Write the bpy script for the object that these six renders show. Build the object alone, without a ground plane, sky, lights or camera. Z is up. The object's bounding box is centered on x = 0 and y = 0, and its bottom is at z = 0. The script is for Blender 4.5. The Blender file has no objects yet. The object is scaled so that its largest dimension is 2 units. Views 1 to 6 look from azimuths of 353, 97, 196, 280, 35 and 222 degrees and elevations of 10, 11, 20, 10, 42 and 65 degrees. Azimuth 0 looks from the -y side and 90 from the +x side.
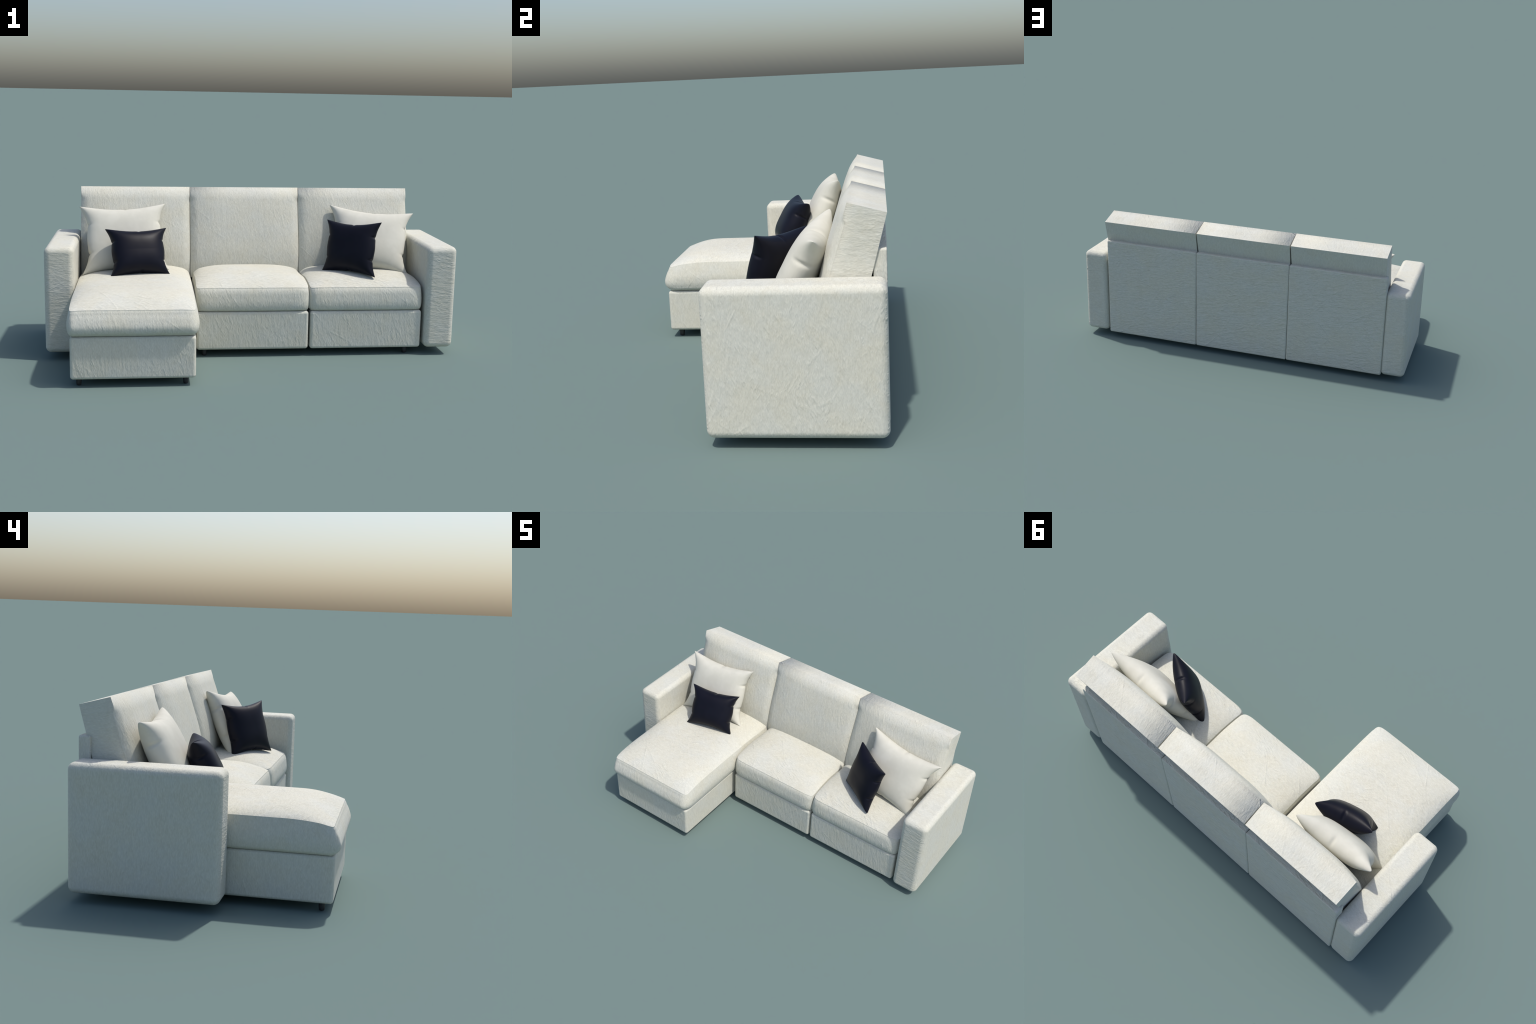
"""Three-seat linen corner sofa with a chaise and four scatter pillows."""
import bpy
import math
import numpy as np
from mathutils import Vector


# ------------------------------------------------------------------ helpers
def smooth(a, b, x):
    t = np.clip((np.asarray(x, float) - a) / (b - a), 0.0, 1.0)
    return t * t * (3 - 2 * t)


def spline(xs, ys):
    """Monotone-ish cubic Hermite through control points (Catmull-Rom slopes)."""
    xs, ys = np.array(xs, float), np.array(ys, float)
    m = np.gradient(ys, xs)

    def f(x):
        x = np.clip(np.asarray(x, float), xs[0], xs[-1])
        i = np.clip(np.searchsorted(xs, x) - 1, 0, len(xs) - 2)
        h = xs[i + 1] - xs[i]
        t = (x - xs[i]) / h
        return ((2 * t**3 - 3 * t**2 + 1) * ys[i] + (t**3 - 2 * t**2 + t) * h * m[i]
                + (-2 * t**3 + 3 * t**2) * ys[i + 1] + (t**3 - t**2) * h * m[i + 1])
    return f


def lines(n, edge, m=6):
    """Parameter lines 0..1: m fine ones within `edge` of both ends, n between."""
    a = np.linspace(0, edge, m + 1)
    b = np.linspace(edge, 1 - edge, n + 1)
    return np.unique(np.round(np.concatenate([a, b, 1 - a]), 6))


# faces of the unit block, with the axis they are normal to and which end
GROUPS = {"left": (0, 0), "right": (0, 1), "front": (1, 0), "back": (1, 1), "bottom": (2, 0), "top": (2, 1)}


def block(name, us, vs, ws, place, sharp=(), material=None, blend=None):
    """A closed block whose surface lattice (u, v, w in 0..1) is put in place by
    place(u, v, w) -> x, y, z.  `sharp` lists pairs of faces that meet in a seam.
    `blend` maps (face, neighbour) to a distance in lattice units over which the
    shading of the face rolls towards the neighbour, like stuffed cloth does."""
    axes = (us, vs, ws)
    index, params, faces, side = {}, [], [], []

    def vert(k):
        if k not in index:
            index[k] = len(params)
            params.append((us[k[0]], vs[k[1]], ws[k[2]]))
        return index[k]

    for g, (ax, end) in GROUPS.items():
        a, b = [i for i in range(3) if i != ax]
        fixed = (len(axes[ax]) - 1) * end
        for i in range(len(axes[a]) - 1):
            for j in range(len(axes[b]) - 1):
                quad = []
                for di, dj in ((0, 0), (1, 0), (1, 1), (0, 1)):
                    k = [0, 0, 0]
                    k[ax], k[a], k[b] = fixed, i + di, j + dj
                    quad.append(vert(tuple(k)))
                flip = (end == 0) ^ (ax == 1)
                faces.append(quad[::-1] if flip else quad)
                side.append(g)
    p = np.array(params)
    x, y, z = place(p[:, 0], p[:, 1], p[:, 2])
    co = np.stack([x, y, z], 1)
    mesh = bpy.data.meshes.new(name)
    mesh.from_pydata(co.tolist(), [], faces)
    mesh.update()
    mesh.polygons.foreach_set("use_smooth", [True] * len(faces))

    # smooth shading inside each face group, and across pairs that are not sharp
    f = np.array(faces)
    fn = np.cross(co[f[:, 2]] - co[f[:, 0]], co[f[:, 3]] - co[f[:, 1]])
    sharp = {frozenset(s) for s in sharp}
    names = list(GROUPS)
    per = {}
    sidx = np.array([names.index(s) for s in side])
    for gi, g in enumerate(names):
        acc = np.zeros_like(co)
        sel = sidx == gi
        for c in range(4):
            np.add.at(acc, f[sel, c], fn[sel])
        per[g] = acc
    at = {g: p[:, ax] if end == 0 else 1 - p[:, ax] for g, (ax, end) in GROUPS.items()}
    norm = {}
    for g in names:
        n = per[g].copy()
        for h in names:
            if h != g and GROUPS[h][0] != GROUPS[g][0] and frozenset((g, h)) not in sharp:
                n += per[h]
        ln = np.linalg.norm(n, axis=1, keepdims=True)
        norm[g] = n / np.maximum(ln, 1e-12)
    for (g, h), reach in (blend or {}).items():
        ref = per[h].sum(0)
        ref = ref / np.linalg.norm(ref)
        if isinstance(reach, list):         # both faces share one normal where they meet
            own = per[g].sum(0)
            shared = own / np.linalg.norm(own) + ref
            shared = shared / np.linalg.norm(shared)
            wt = (np.clip(1 - at[h] / reach[0], 0, 1) ** 1.6)[:, None]
            n = norm[g] * (1 - wt) + shared[None, :] * wt
            norm[g] = n / np.linalg.norm(n, axis=1, keepdims=True)
            continue
        if isinstance(reach, tuple):        # a roll that dies away from a third face
            reach, third, fade = reach
            wt = np.clip(1 - at[h] / reach, 0, 1) ** 1.6 * np.clip(1 - at[third] / fade, 0, 1) ** 1.5
        else:
            wt = np.clip(1 - at[h] / reach, 0, 1) ** 1.6
        n = norm[g] + wt[:, None] * ref[None, :]
        norm[g] = n / np.linalg.norm(n, axis=1, keepdims=True)
    loops = np.concatenate([norm[side[i]][faces[i]] for i in range(len(faces))])
    mesh.normals_split_custom_set(loops.tolist())
    if material:
        mesh.materials.append(material)
    ob = bpy.data.objects.new(name, mesh)
    bpy.context.scene.collection.objects.link(ob)
    return ob


def rounded(name, lo, hi, r, material, warp=None, n=(14, 14, 14), puff=0.0):
    """An upholstered box with rolled edges of radius r and slightly puffed faces."""
    lo, hi = np.array(lo, float), np.array(hi, float)
    size = hi - lo
    ls = [lines(n[i], r / size[i], 7) for i in range(3)]

    def place(u, v, w):
        s = np.stack([u, v, w], 1)
        q = lo + s * size
        c = np.clip(q, lo + r, hi - r)
        d = q - c
        # even out the angles along the rolled edge
        d = r * np.tan(np.clip(d / r, -1, 1) * math.pi / 4)
        ln = np.linalg.norm(d, axis=1, keepdims=True)
        q = c + r * d / np.maximum(ln, 1e-9)
        b = np.clip(1 - (2 * s - 1) ** 2, 0, 1)
        for ax in range(3):
            a, e = [i for i in range(3) if i != ax]
            out = np.sign(s[:, ax] - 0.5) * (np.abs(2 * s[:, ax] - 1) > 0.9999)
            q[:, ax] += puff * out * np.sqrt(b[:, a] * b[:, e])
        if warp:
            q = warp(q)
        return q[:, 0], q[:, 1], q[:, 2]

    return block(name, *ls, place, material=material)


# ---------------------------------------------------------------- materials
class Nodes:
    def __init__(self, name):
        self.mat = bpy.data.materials.new(name)
        self.mat.use_nodes = True
        self.t = self.mat.node_tree
        self.t.nodes.clear()
        self.out = self.add("ShaderNodeOutputMaterial")
        self.bsdf = self.add("ShaderNodeBsdfPrincipled")
        self.link(self.bsdf.outputs[0], self.out.inputs[0])

    def add(self, kind, **props):
        n = self.t.nodes.new(kind)
        for k, v in props.items():
            setattr(n, k, v)
        return n

    def link(self, a, b):
        self.t.links.new(a, b)

    def val(self, x, socket):
        if hasattr(x, "is_linked"):
            self.link(x, socket)
        else:
            socket.default_value = x

    def math(self, op, a, b=0.0, clamp=False):
        n = self.add("ShaderNodeMath", operation=op, use_clamp=clamp)
        self.val(a, n.inputs[0])
        self.val(b, n.inputs[1])
        return n.outputs[0]

    def mix(self, f, a, b):
        n = self.add("ShaderNodeMix", data_type="RGBA")
        self.val(f, n.inputs[0])
        self.val(a, n.inputs[6])
        self.val(b, n.inputs[7])
        return n.outputs[2]

    def mixf(self, f, a, b):
        n = self.add("ShaderNodeMix", data_type="FLOAT")
        self.val(f, n.inputs[0])
        self.val(a, n.inputs[2])
        self.val(b, n.inputs[3])
        return n.outputs[0]

    def mapping(self, vec, scale, rot=(0, 0, 0), loc=(0, 0, 0)):
        n = self.add("ShaderNodeMapping")
        self.link(vec, n.inputs[0])
        n.inputs["Scale"].default_value = scale
        n.inputs["Rotation"].default_value = rot
        n.inputs["Location"].default_value = loc
        return n.outputs[0]

    def noise(self, vec, scale, detail=2.0, rough=0.5, distort=0.0):
        n = self.add("ShaderNodeTexNoise")
        self.link(vec, n.inputs["Vector"])
        n.inputs["Scale"].default_value = scale
        n.inputs["Detail"].default_value = detail
        n.inputs["Roughness"].default_value = rough
        n.inputs["Distortion"].default_value = distort
        return n.outputs[0]

    def ramp(self, x, a, b, lo=0.0, hi=1.0):
        n = self.add("ShaderNodeMapRange", interpolation_type="SMOOTHSTEP")
        self.val(x, n.inputs[0])
        for i, v in enumerate((a, b, lo, hi)):
            n.inputs[i + 1].default_value = v
        return n.outputs[0]


def linen(name, threads, seed, relief=1.0, flat=0.33, crease=0.11):
    """Washed linen: slubby threads along one direction, fine weave, pressed-in
    fold lines and small wrinkles.  `threads` gives the thread direction used on
    faces that look along x, y and z: an axis letter each."""
    k = Nodes(name)
    tc = k.add("ShaderNodeTexCoord").outputs["Object"]
    info = k.add("ShaderNodeObjectInfo")
    shift = k.add("ShaderNodeVectorMath", operation="MULTIPLY_ADD")
    shift.inputs[0].default_value = (3.1, 5.3, 4.7)
    k.link(info.outputs["Random"], shift.inputs[1])
    k.link(tc, shift.inputs[2])
    p = shift.outputs[0]

    # lay the cloth on each face: coordinates (across the threads, along them, depth)
    geo = k.add("ShaderNodeNewGeometry")
    sep = k.add("ShaderNodeSeparateXYZ")
    k.link(geo.outputs["True Normal"], sep.inputs[0])
    pos = k.add("ShaderNodeSeparateXYZ")
    k.link(p, pos.inputs[0])

    def laid(face):
        along = threads["xyz".index(face)]
        across = [a for a in "xyz" if a not in (face, along)][0]
        n = k.add("ShaderNodeCombineXYZ")
        for i, a in enumerate((across, along, face)):
            k.link(pos.outputs["xyz".index(a)], n.inputs[i])
        return n.outputs[0]

    def choose(f, a, b):
        n = k.add("ShaderNodeMix", data_type="VECTOR")
        k.link(f, n.inputs[0])
        k.link(a, n.inputs[4])
        k.link(b, n.inputs[5])
        return n.outputs[1]

    facing_x = k.math("GREATER_THAN", k.math("ABSOLUTE", sep.outputs[0]), 0.70)
    facing_z = k.math("GREATER_THAN", k.math("ABSOLUTE", sep.outputs[2]), 0.70)
    cloth = choose(facing_z, choose(facing_x, laid("y"), laid("x")), laid("z"))

    def thread(scale, stretch, detail, off):
        return k.noise(k.mapping(cloth, (scale, scale / stretch, scale), loc=(off, off, off)), 1.0, detail, 0.55)

    slub = thread(330, 3.6, 2, seed)
    coarse = thread(130, 3.5, 2, seed + 3.3)
    patch = k.noise(p, 7.0, 3, 0.6)
    tint = k.noise(k.mapping(p, (1, 1, 1), loc=(seed, 2.2, 9.1)), 16.0, 3, 0.65)

    def slanted(turn, size, loc):
        """Cloth coordinates turned first and stretched after, so grain can run aslant."""
        n = k.add("ShaderNodeMapping", vector_type="TEXTURE")
        k.link(cloth, n.inputs[0])
        n.inputs["Rotation"].default_value = (0, 0, turn)
        n.inputs["Scale"].default_value = size
        n.inputs["Location"].default_value = loc
        return n.outputs[0]

    def gate(scale, loc, lo, hi):
        return k.ramp(k.noise(k.mapping(p, (1, 1, 1), loc=loc), scale, 2, 0.5), lo, hi)

    # long pressed fold lines: edges of big stretched cells, showing only in places
    def folds(rot, size, width, loc, lo, hi):
        v = k.add("ShaderNodeTexVoronoi", feature="DISTANCE_TO_EDGE")
        k.link(slanted(rot, size, loc), v.inputs["Vector"])
        v.inputs["Scale"].default_value = 1.0
        return k.math("MULTIPLY", k.ramp(v.outputs["Distance"], 0.0, width, 1.0, 0.0), gate(5.0, loc, lo, hi))

    fold_a = folds(0.80, (0.15, 0.60, 0.4), 0.032, (0.3 + seed, 0.4, 2.0), 0.47, 0.60)
    fold_b = folds(-0.62, (0.11, 0.45, 0.4), 0.038, (4.3, 3.4 + seed, 1.0), 0.50, 0.62)
    # short soft wrinkles, leaning one way or the other
    wr_a = k.ramp(k.noise(slanted(0.36, (0.0095, 0.036, 0.03), (0, 0, seed)), 1.0, 1.5, 0.5), 0.46, 0.80)
    wr_b = k.ramp(k.noise(slanted(-0.50, (0.0100, 0.032, 0.03), (seed, 0, 0)), 1.0, 1.5, 0.5), 0.50, 0.82)
    wr_a = k.math("MULTIPLY", wr_a, gate(8.0, (7, seed, 3), 0.36, 0.66))
    wr_b = k.math("MULTIPLY", wr_b, gate(7.0, (2, seed, 8), 0.44, 0.68))
    wrinkle = k.math("ADD", wr_a, k.math("MULTIPLY", wr_b, 0.8))
    wave = k.noise(slanted(0.10, (0.016, 0.070, 0.05), (0, seed, 0)), 1.0, 3, 0.6)

    h = k.math("MULTIPLY", slub, 0.18)
    h = k.math("ADD", h, k.math("MULTIPLY", coarse, 0.30))
    h = k.math("ADD", h, k.math("MULTIPLY", wave, 0.62))
    # creases read less under the high sun, so the tops carry deeper ones
    h = k.math("ADD", h, k.math("MULTIPLY", wrinkle, k.math("ADD", 0.23, k.math("MULTIPLY", facing_z, flat))))
    h = k.math("ADD", h, k.math("MULTIPLY", fold_a, k.math("ADD", crease, k.math("MULTIPLY", facing_z, 0.16))))
    h = k.math("ADD", h, k.math("MULTIPLY", fold_b, 0.12))
    bump = k.add("ShaderNodeBump")
    bump.inputs["Strength"].default_value = 1.0
    bump.inputs["Distance"].default_value = 0.0030 * relief
    k.link(h, bump.inputs["Height"])
    k.link(bump.outputs[0], k.bsdf.inputs["Normal"])

    c = k.mix(k.ramp(patch, 0.35, 0.65), BASE_COOL, BASE_WARM)
    c = k.mix(k.math("MULTIPLY", k.ramp(tint, 0.50, 0.72), 0.32), c, BASE_TAN)
    c = k.mix(k.ramp(slub, 0.38, 0.66, 0.0, 0.55), c, BASE_LIGHT)
    c = k.mix(k.ramp(coarse, 0.60, 0.34, 0.0, 0.22), c, BASE_DARK)
    # sparse pale neps and a few dark specks of chaff in the yarn
    nep = k.add("ShaderNodeTexVoronoi", feature="F1")
    k.link(p, nep.inputs["Vector"])
    nep.inputs["Scale"].default_value = 17.0
    c = k.mix(k.ramp(nep.outputs["Distance"], 0.060, 0.030, 0.0, 0.35), c, (0.78, 0.77, 0.70, 1))
    k.link(c, k.bsdf.inputs["Base Color"])
    k.bsdf.inputs["Roughness"].default_value = 0.85
    k.bsdf.inputs["Specular IOR Level"].default_value = 0.25
    k.bsdf.inputs["Sheen Weight"].default_value = 0.06
    k.bsdf.inputs["Sheen Roughness"].default_value = 0.5
    return k.mat


def satin(name, low, high, rough, spec, grain, depth):
    """Smooth pillow cloth with a fine grain."""
    k = Nodes(name)
    tc = k.add("ShaderNodeTexCoord").outputs["Object"]
    a = k.noise(tc, 14.0, 3, 0.6)
    fine = k.noise(k.mapping(tc, (1, 1, 0.22)), grain, 2, 0.5)
    c = k.mix(k.ramp(a, 0.35, 0.65), low, high)
    c = k.mix(k.ramp(fine, 0.4, 0.65, 0.0, 0.35), c, high)
    k.link(c, k.bsdf.inputs["Base Color"])
    k.bsdf.inputs["Roughness"].default_value = rough
    k.bsdf.inputs["Specular IOR Level"].default_value = spec
    h = k.math("ADD", k.math("MULTIPLY", fine, 0.12), k.noise(tc, 18.0, 2, 0.5))
    bump = k.add("ShaderNodeBump")
    bump.inputs["Strength"].default_value = 1.0
    bump.inputs["Distance"].default_value = depth
    k.link(h, bump.inputs["Height"])
    k.link(bump.outputs[0], k.bsdf.inputs["Normal"])
    return k.mat


BASE_WARM = (0.565, 0.550, 0.462, 1)
BASE_COOL = (0.553, 0.555, 0.496, 1)
BASE_TAN = (0.505, 0.472, 0.372, 1)
BASE_LIGHT = (0.650, 0.642, 0.562, 1)
BASE_DARK = (0.445, 0.436, 0.372, 1)

cloth_seat = linen("linen_seat", "zzx", 0.0, 1.1)      # threads run down the fronts, across the tops
cloth_back = linen("linen_back", "yzy", 2.7, 1.0, 0.0)      # down the back cushions
cloth_arm = linen("linen_arm", "zxx", 5.1, 1.3, 0.2, 0.04)        # across arm fronts, down their sides
cloth_rear = linen("linen_rear", "zxx", 8.6, 2.2)      # across the rear panels
pillow_ivory = satin("ivory_satin", (0.550, 0.538, 0.466, 1), (0.590, 0.578, 0.505, 1), 0.80, 0.22, 420, 0.0008)
pillow_navy = satin("navy_leather", (0.0050, 0.0056, 0.0110, 1), (0.0064, 0.0070, 0.0132, 1), 0.42, 0.135, 520, 0.0004)

k = Nodes("dark_leg")
k.bsdf.inputs["Base Color"].default_value = (0.022, 0.022, 0.024, 1)
k.bsdf.inputs["Roughness"].default_value = 0.5
leg_mat = k.mat


# --------------------------------------------------------------------- sofa
sofa = bpy.data.objects.new("sofa", None)
bpy.context.scene.collection.objects.link(sofa)
sofa["label"] = "cream linen three-seat corner sofa with left chaise"
sofa["category"] = "sofa"


def under(parent, ob):
    ob.parent = parent
    return ob


REAR = 0.517           # y of the flat back of the sofa
TOP_REAR = (0.519, 0.750)   # upper rear edge of the back cushions (y, z)
UP = np.array([0.2516, 0.9678])      # their lean, as a direction in (y, z)
OUT = np.array([-0.9645, 0.2640])    # from their rear to their front


def rear_line(z):
    return TOP_REAR[0] - (TOP_REAR[1] - z) * UP[0] / UP[1]


# armrests
for lo, hi in (((-1.0, -0.085, 0.035), (-0.860, REAR - 0.002, 0.546)),
               ((0.853, -0.085, 0.035), (1.0, REAR - 0.002, 0.546))):
    under(sofa, rounded("armrest", lo, hi, 0.028, cloth_arm, n=(8, 20, 20), puff=0.0))

# rear panels: wedges that fill the space behind the leaning cushions
for x0, x1 in ((-0.8655, -0.2975), (-0.2960, 0.2700), (0.2715, 0.8430)):
    def lean(q):
        tuck = smooth(0.545, 0.615, q[:, 2])       # the top is pressed into the cushion
        front = np.maximum(rear_line(q[:, 2]) + 0.006 - 0.024 * tuck, 0.415)
        t = (q[:, 1] - 0.40) / (REAR - 0.40)
        q[:, 1] = front + (REAR - front) * t
        return q
    under(sofa, rounded("back_panel", (x0, 0.40, 0.034), (x1, REAR, 0.631), 0.009, cloth_rear, warp=lean, n=(12, 4, 14)))

# leaning back cushions, filled so that the fronts bulge
edge_depth = spline([-0.47, -0.40, -0.25, -0.194, -0.115, -0.06, 0.0], [0.120, 0.140, 0.1477, 0.1440, 0.1400, 0.1365, 0.1327])
mid_depth = spline([-0.47, -0.42, -0.36, -0.27, -0.167, -0.09, -0.045, -0.018, 0.0],
                   [0.120, 0.147, 0.163, 0.1695, 0.1670, 0.1605, 0.1530, 0.1435, 0.1327])
for i, (x0, x1) in enumerate(((-0.857, -0.2985), (-0.2985, 0.2712), (0.2712, 0.856))):
    def place(u, v, w, x0=x0, x1=x1):
        s = -0.47 * (1 - w)
        wide = x1 - x0
        side = np.minimum(u, 1 - u) * wide
        roll = smooth(-0.035, -0.075, s)          # corners stay crisp at the top
        g = 1 - np.clip(1 - side / 0.19, 0, 1) ** 2.2
        e = edge_depth(s) - 0.013 * roll * np.clip(1 - side / 0.042, 0, 1) ** 2
        depth = e + (mid_depth(s) - edge_depth(s)) * g
        d = depth * (1 - v)
        y = TOP_REAR[0] + UP[0] * s + OUT[0] * d
        z = TOP_REAR[1] + UP[1] * s + OUT[1] * d
        # neighbours touch along their fronts and part a little towards the rear
        gap = 0.0010 + (0.0025 + 0.0022 * smooth(-0.02, -0.2, s)) * v
        x = x0 + u * wide + np.where(u < 0.5, 1, -1) * gap * np.clip(1 - side / 0.03, 0, 1)
        return x, y, z
    seams = [("top", "back"), ("left", "back"), ("right", "back"), ("bottom", "back"), ("top", "left"), ("top", "right"),
             ("bottom", "front"), ("bottom", "left"), ("bottom", "right"), ("top", "front")]
    roll_to = {("top", "front"): [0.60], ("front", "top"): [0.15], ("left", "front"): 0.3, ("right", "front"): 0.3}
    if i != 0:
        roll_to[("top", "left")] = 0.42
        roll_to[("front", "left")] = (0.42, "top", 0.17)
    if i != 2:
        roll_to[("top", "right")] = 0.42
        roll_to[("front", "right")] = (0.42, "top", 0.17)
    under(sofa, block("back_cushion", lines(22, 0.11, 12), lines(5, 0.2, 5), lines(22, 0.17, 12), place, seams, cloth_back, roll_to))

# seat modules: upholstered base, domed cushion above, short legs below
FRONT = {"chaise": -0.497, "seat": -0.066}


def dome(name, x0, x1, front, bulge, seam_z, rise, recess, swells, material):
    """A boxed seat cushion: flat seams at the rims, crowned top, swelling borders."""
    z0 = 0.2265
    back = 0.405
    h = spline([0.0, 0.06, 0.14, 0.31, 0.58, 0.82, 0.955, 0.975, 1.0], [0.010, 0.0, -0.0065, -0.0105, -0.0070, 0.0005, 0.0080, 0.0098, 0.0098])
    span = back - front

    def place(u, v, w):
        dist = v * span                                  # metres behind the front seam
        side = np.minimum(u, 1 - u) * (x1 - x0)
        dip = 0.004 * np.clip(1 - side / 0.07, 0, 1) ** 2 * np.clip(1 - dist / 0.05, 0, 1)
        rim = seam_z + 0.018 * (1 - np.clip(1 - dist / 0.20, 0, 1) ** 2) - dip
        rim = rim - 0.010 * np.clip(1 - side / 0.035, 0, 1) ** 2 * smooth(span - 0.33, span - 0.15, dist)
        fu = np.clip(1 - np.abs(2 * u - 1) ** 3.6, 0, 1) ** 0.85
        fv = 1 - np.clip(1 - dist / 0.17, 0, 1) ** 2.2
        crown = rise * fu * fv
        z = z0 + (rim + crown * w**6 - z0) * w
        # bottom roll
        hw = h(w)
        yf = front + np.where(hw < 0, bulge * hw / 0.0105, hw)
        yf = yf + 0.0050 * np.clip(1 - side / 0.020, 0, 1) ** 2.2 + np.where(u < 0.5, recess[0], recess[1]) * np.clip(1 - side / 0.065, 0, 1) ** 2.4
        y = yf + (back - yf) * v
        prof = spline([0.0, 0.06, 0.18, 0.45, 0.75, 1.0], [-0.5, 0.35, 0.8, 1.0, 0.55, 0.0])(w)
        corner = 1 - np.clip(1 - dist / 0.060, 0, 1) ** 2.4
        swell = np.where(u < 0.5, swells[0], swells[1]) * prof * corner
        x = x0 + (x1 - x0) * u + (2 * u - 1) * (swell - 0.0050 * np.clip(1 - dist / 0.024, 0, 1) ** 2.2)
        return x, y, z

    seams = [("top", g) for g in ("front", "left", "right", "back")]
    seams += [("back", "left"), ("back", "right")]
    n = int(26 * span / 0.47)
    return block(name, lines(24, 0.10, 8), lines(n, 0.09, 8), lines(12, 0.16, 6), place, seams, material)


modules = []
for kind, x0, x1, swell, recess, swells in (("chaise", -0.851, -0.3045, 0.0190, (0.0, 0.005), (0.0130, 0.0170)), ("seat", -0.281, 0.2695, 0.0060, (0.009, 0.009), (0.0110, 0.0090)), ("seat", 0.278, 0.8385, 0.0060, (0.009, 0.009), (0.0110, 0.0090))):
    front = FRONT[kind]
    base = under(sofa, rounded("seat_base", (x0, front, 0.034), (x1, 0.405, 0.2245), 0.014, cloth_seat, n=(16, 16, 8)))
    under(sofa, dome("seat_cushion", x0 - 0.001, x1 - 0.001, front - 0.0005, swell, 0.3425, 0.036, recess, swells, cloth_seat))
    modules.append(base)

# legs: squat tapered pegs
ring = 28
profile = [(0.0, 0.0), (0.0095, 0.0), (0.0112, 0.002), (0.0122, 0.012), (0.0138, 0.040), (0.0, 0.040)]
verts, faces = [], []
for r, z in profile:
    verts += [(r * math.cos(2 * math.pi * a / ring), r * math.sin(2 * math.pi * a / ring), z) for a in range(ring)]
for j in range(len(profile) - 1):
    for a in range(ring):
        b = (a + 1) % ring
        faces.append((j * ring + a, j * ring + b, (j + 1) * ring + b, (j + 1) * ring + a))
leg_mesh = bpy.data.meshes.new("leg")
leg_mesh.from_pydata(verts, [], faces)
import bmesh
bm = bmesh.new()
bm.from_mesh(leg_mesh)
bmesh.ops.remove_doubles(bm, verts=bm.verts, dist=1e-6)
bmesh.ops.recalc_face_normals(bm, faces=bm.faces)
bm.to_mesh(leg_mesh)
bm.free()
leg_mesh.polygons.foreach_set("use_smooth", [True] * len(leg_mesh.polygons))
leg_mesh.set_sharp_from_angle(angle=math.radians(50))
leg_mesh.materials.append(leg_mat)
for m, spots in enumerate((((-0.816, -0.452), (-0.348, -0.452), (-0.816, 0.36), (-0.348, 0.36)),
                           ((-0.241, -0.026), (-0.241, 0.36)),
                           ((0.768, -0.026), (0.768, 0.36)))):
    for x, y in spots:
        leg = bpy.data.objects.new("leg", leg_mesh)
        leg.location = (x, y, 0.0)
        bpy.context.scene.collection.objects.link(leg)
        under(modules[m], leg)


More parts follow.
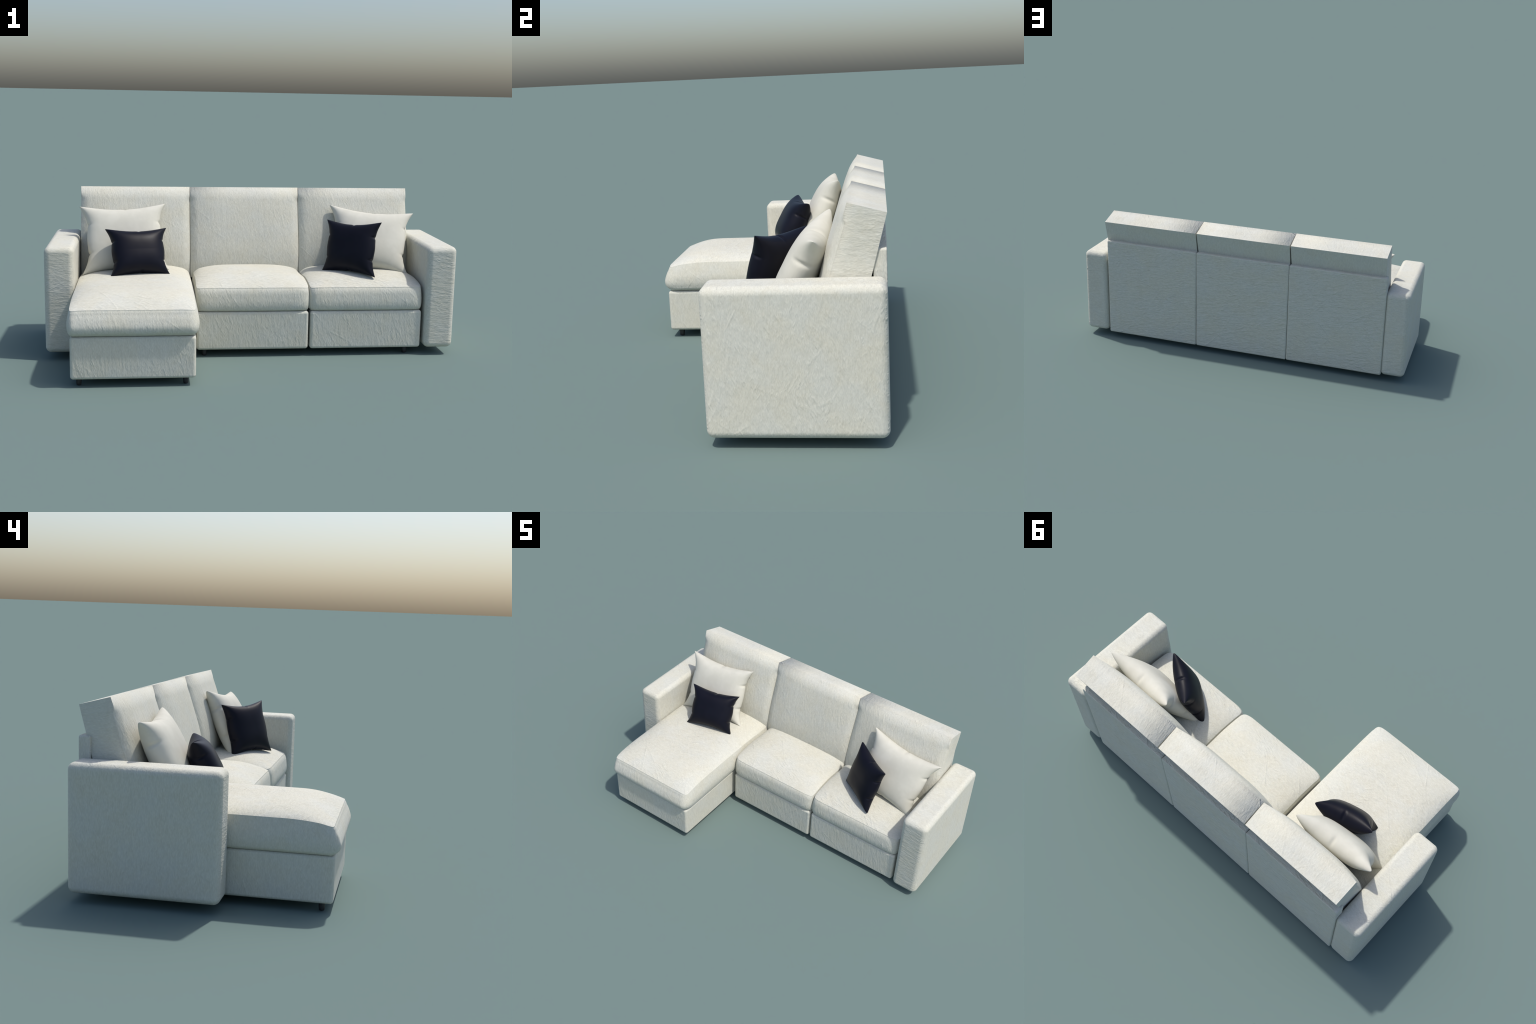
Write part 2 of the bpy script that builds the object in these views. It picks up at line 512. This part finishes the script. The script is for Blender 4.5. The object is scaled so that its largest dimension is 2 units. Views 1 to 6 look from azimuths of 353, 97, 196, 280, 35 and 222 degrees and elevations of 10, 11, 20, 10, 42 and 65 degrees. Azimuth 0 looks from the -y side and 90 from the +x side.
# ------------------------------------------------------------------ pillows
def pillow(corners, thick, material, label, front_share=0.50, sag=0.0):
    """A knife-edge pillow stretched between four corner points (top left, top right,
    bottom left, bottom right): seams pulled in between the corners, and small
    gathers at the middle of the top and bottom and at thirds of the sides."""
    tl, tr, bl, br = (np.array(c, float) for c in corners)
    wide = (np.linalg.norm(tr - tl) + np.linalg.norm(br - bl)) / 2
    tall = (np.linalg.norm(tl - bl) + np.linalg.norm(tr - br)) / 2
    centre = (tl + tr + bl + br) / 4
    normal = np.cross(br - tl, tr - bl)
    normal /= np.linalg.norm(normal)
    if normal[1] > 0:
        normal = -normal
    n = 96
    a = np.sin(np.linspace(-1, 1, n + 1) * math.pi / 2) * 0.55 + np.linspace(-1, 1, n + 1) * 0.45
    S, T = np.meshgrid(a, a, indexing="ij")
    in_side, in_top = 0.083 * wide, 0.074 * tall     # how far the seams draw in

    def notch(x, c, wdt):
        return np.exp(-((x - c) / wdt) ** 2)

    sn = notch(T, 0.42, 0.045) + notch(T, -0.42, 0.045)
    tn = notch(S, 0.04, 0.060)
    along = np.abs(T)
    flare_t = np.clip((1 - np.abs(T)) / 0.60, 0, 1)
    flare_s = np.clip((1 - np.abs(S)) / 0.95, 0, 1)
    pull_s = in_side * (np.sin(flare_t * math.pi / 2) ** 0.95) - 0.004 * np.exp(-(T / 0.26) ** 2)
    pull_t = in_top * (np.sin(flare_s * math.pi / 2) ** 1.1)
    ps = S * (1 - (np.abs(S) ** 1.5 * pull_s + np.abs(S) ** 14 * 0.0065 * sn) / (wide / 2))
    pt = T * (1 - (np.abs(T) ** 1.5 * pull_t + np.abs(T) ** 14 * 0.0055 * notch(S, 0.04, 0.045)) / (tall / 2))
    u, v = (ps + 1) / 2, (1 - pt) / 2
    flat = ((1 - u) * (1 - v))[..., None] * tl + (u * (1 - v))[..., None] * tr + ((1 - u) * v)[..., None] * bl + (u * v)[..., None] * br
    fs, ft = np.clip(1 - np.abs(S) ** 2.5, 0, 1) ** 0.58, np.clip(1 - np.abs(T) ** 2.5, 0, 1) ** 0.54
    full = math.sqrt(2) * fs * ft / np.sqrt(fs**2 + ft**2 + 1e-9)    # keeps the corners stuffed
    fill = 0.55 * fs * ft + 0.45 * full
    fill = fill * (1 + 0.10 * np.clip(-T, 0, 1) * (1 - T**2))       # stuffing settles
    gather = 0.42 * sn * np.exp(-((1 - np.abs(S)) / 0.055)) + 0.07 * tn * np.exp(-((1 - np.abs(T)) / 0.05))
    fill = fill * (1 - gather)
    rim = 0.0012
    verts, ids = [], {}
    half = {1: thick * front_share, -1: thick * (1 - front_share)}
    faces = []
    for sgn in (1, -1):
        pos = flat + (sgn * (half[sgn] * fill + rim * 0.0))[..., None] * normal
        for i in range(n + 1):
            for j in range(n + 1):
                rimmed = i in (0, n) or j in (0, n)
                key = (i, j, 0 if rimmed else sgn)
                if key not in ids:
                    ids[key] = len(verts)
                    verts.append(tuple(pos[i, j] - centre))
        for i in range(n):
            for j in range(n):
                q = []
                for di, dj in ((0, 0), (1, 0), (1, 1), (0, 1)):
                    ii, jj = i + di, j + dj
                    q.append(ids[(ii, jj, 0 if ii in (0, n) or jj in (0, n) else sgn)])
                faces.append(q if sgn < 0 else q[::-1])
    mesh = bpy.data.meshes.new("throw_pillow")
    mesh.from_pydata(verts, [], faces)
    bm = bmesh.new()
    bm.from_mesh(mesh)
    bmesh.ops.recalc_face_normals(bm, faces=bm.faces)
    bm.to_mesh(mesh)
    bm.free()
    mesh.polygons.foreach_set("use_smooth", [True] * len(mesh.polygons))
    mesh.materials.append(material)
    ob = bpy.data.objects.new("throw_pillow", mesh)
    ob.location = Vector(centre.tolist())
    bpy.context.scene.collection.objects.link(ob)
    ob["label"] = label
    ob["category"] = "pillow"
    return ob


pillow(((-0.859, 0.277, 0.693), (-0.426, 0.310, 0.706), (-0.838, 0.124, 0.372), (-0.404, 0.160, 0.386)),
       0.132, pillow_ivory, "large ivory satin scatter pillow with pointed corners")
pillow(((-0.724, 0.098, 0.606), (-0.424, 0.170, 0.602), (-0.696, -0.014, 0.388), (-0.405, 0.060, 0.384)),
       0.120, pillow_navy, "small navy leather scatter pillow with pointed corners")
pillow(((0.430, 0.315, 0.703), (0.874, 0.280, 0.664), (0.389, 0.168, 0.381), (0.815, 0.118, 0.362)),
       0.132, pillow_ivory, "large ivory satin scatter pillow with pointed corners")
pillow(((0.403, 0.228, 0.639), (0.649, 0.060, 0.648), (0.365, 0.157, 0.376), (0.608, -0.010, 0.381)),
       0.105, pillow_navy, "small navy leather scatter pillow with pointed corners")
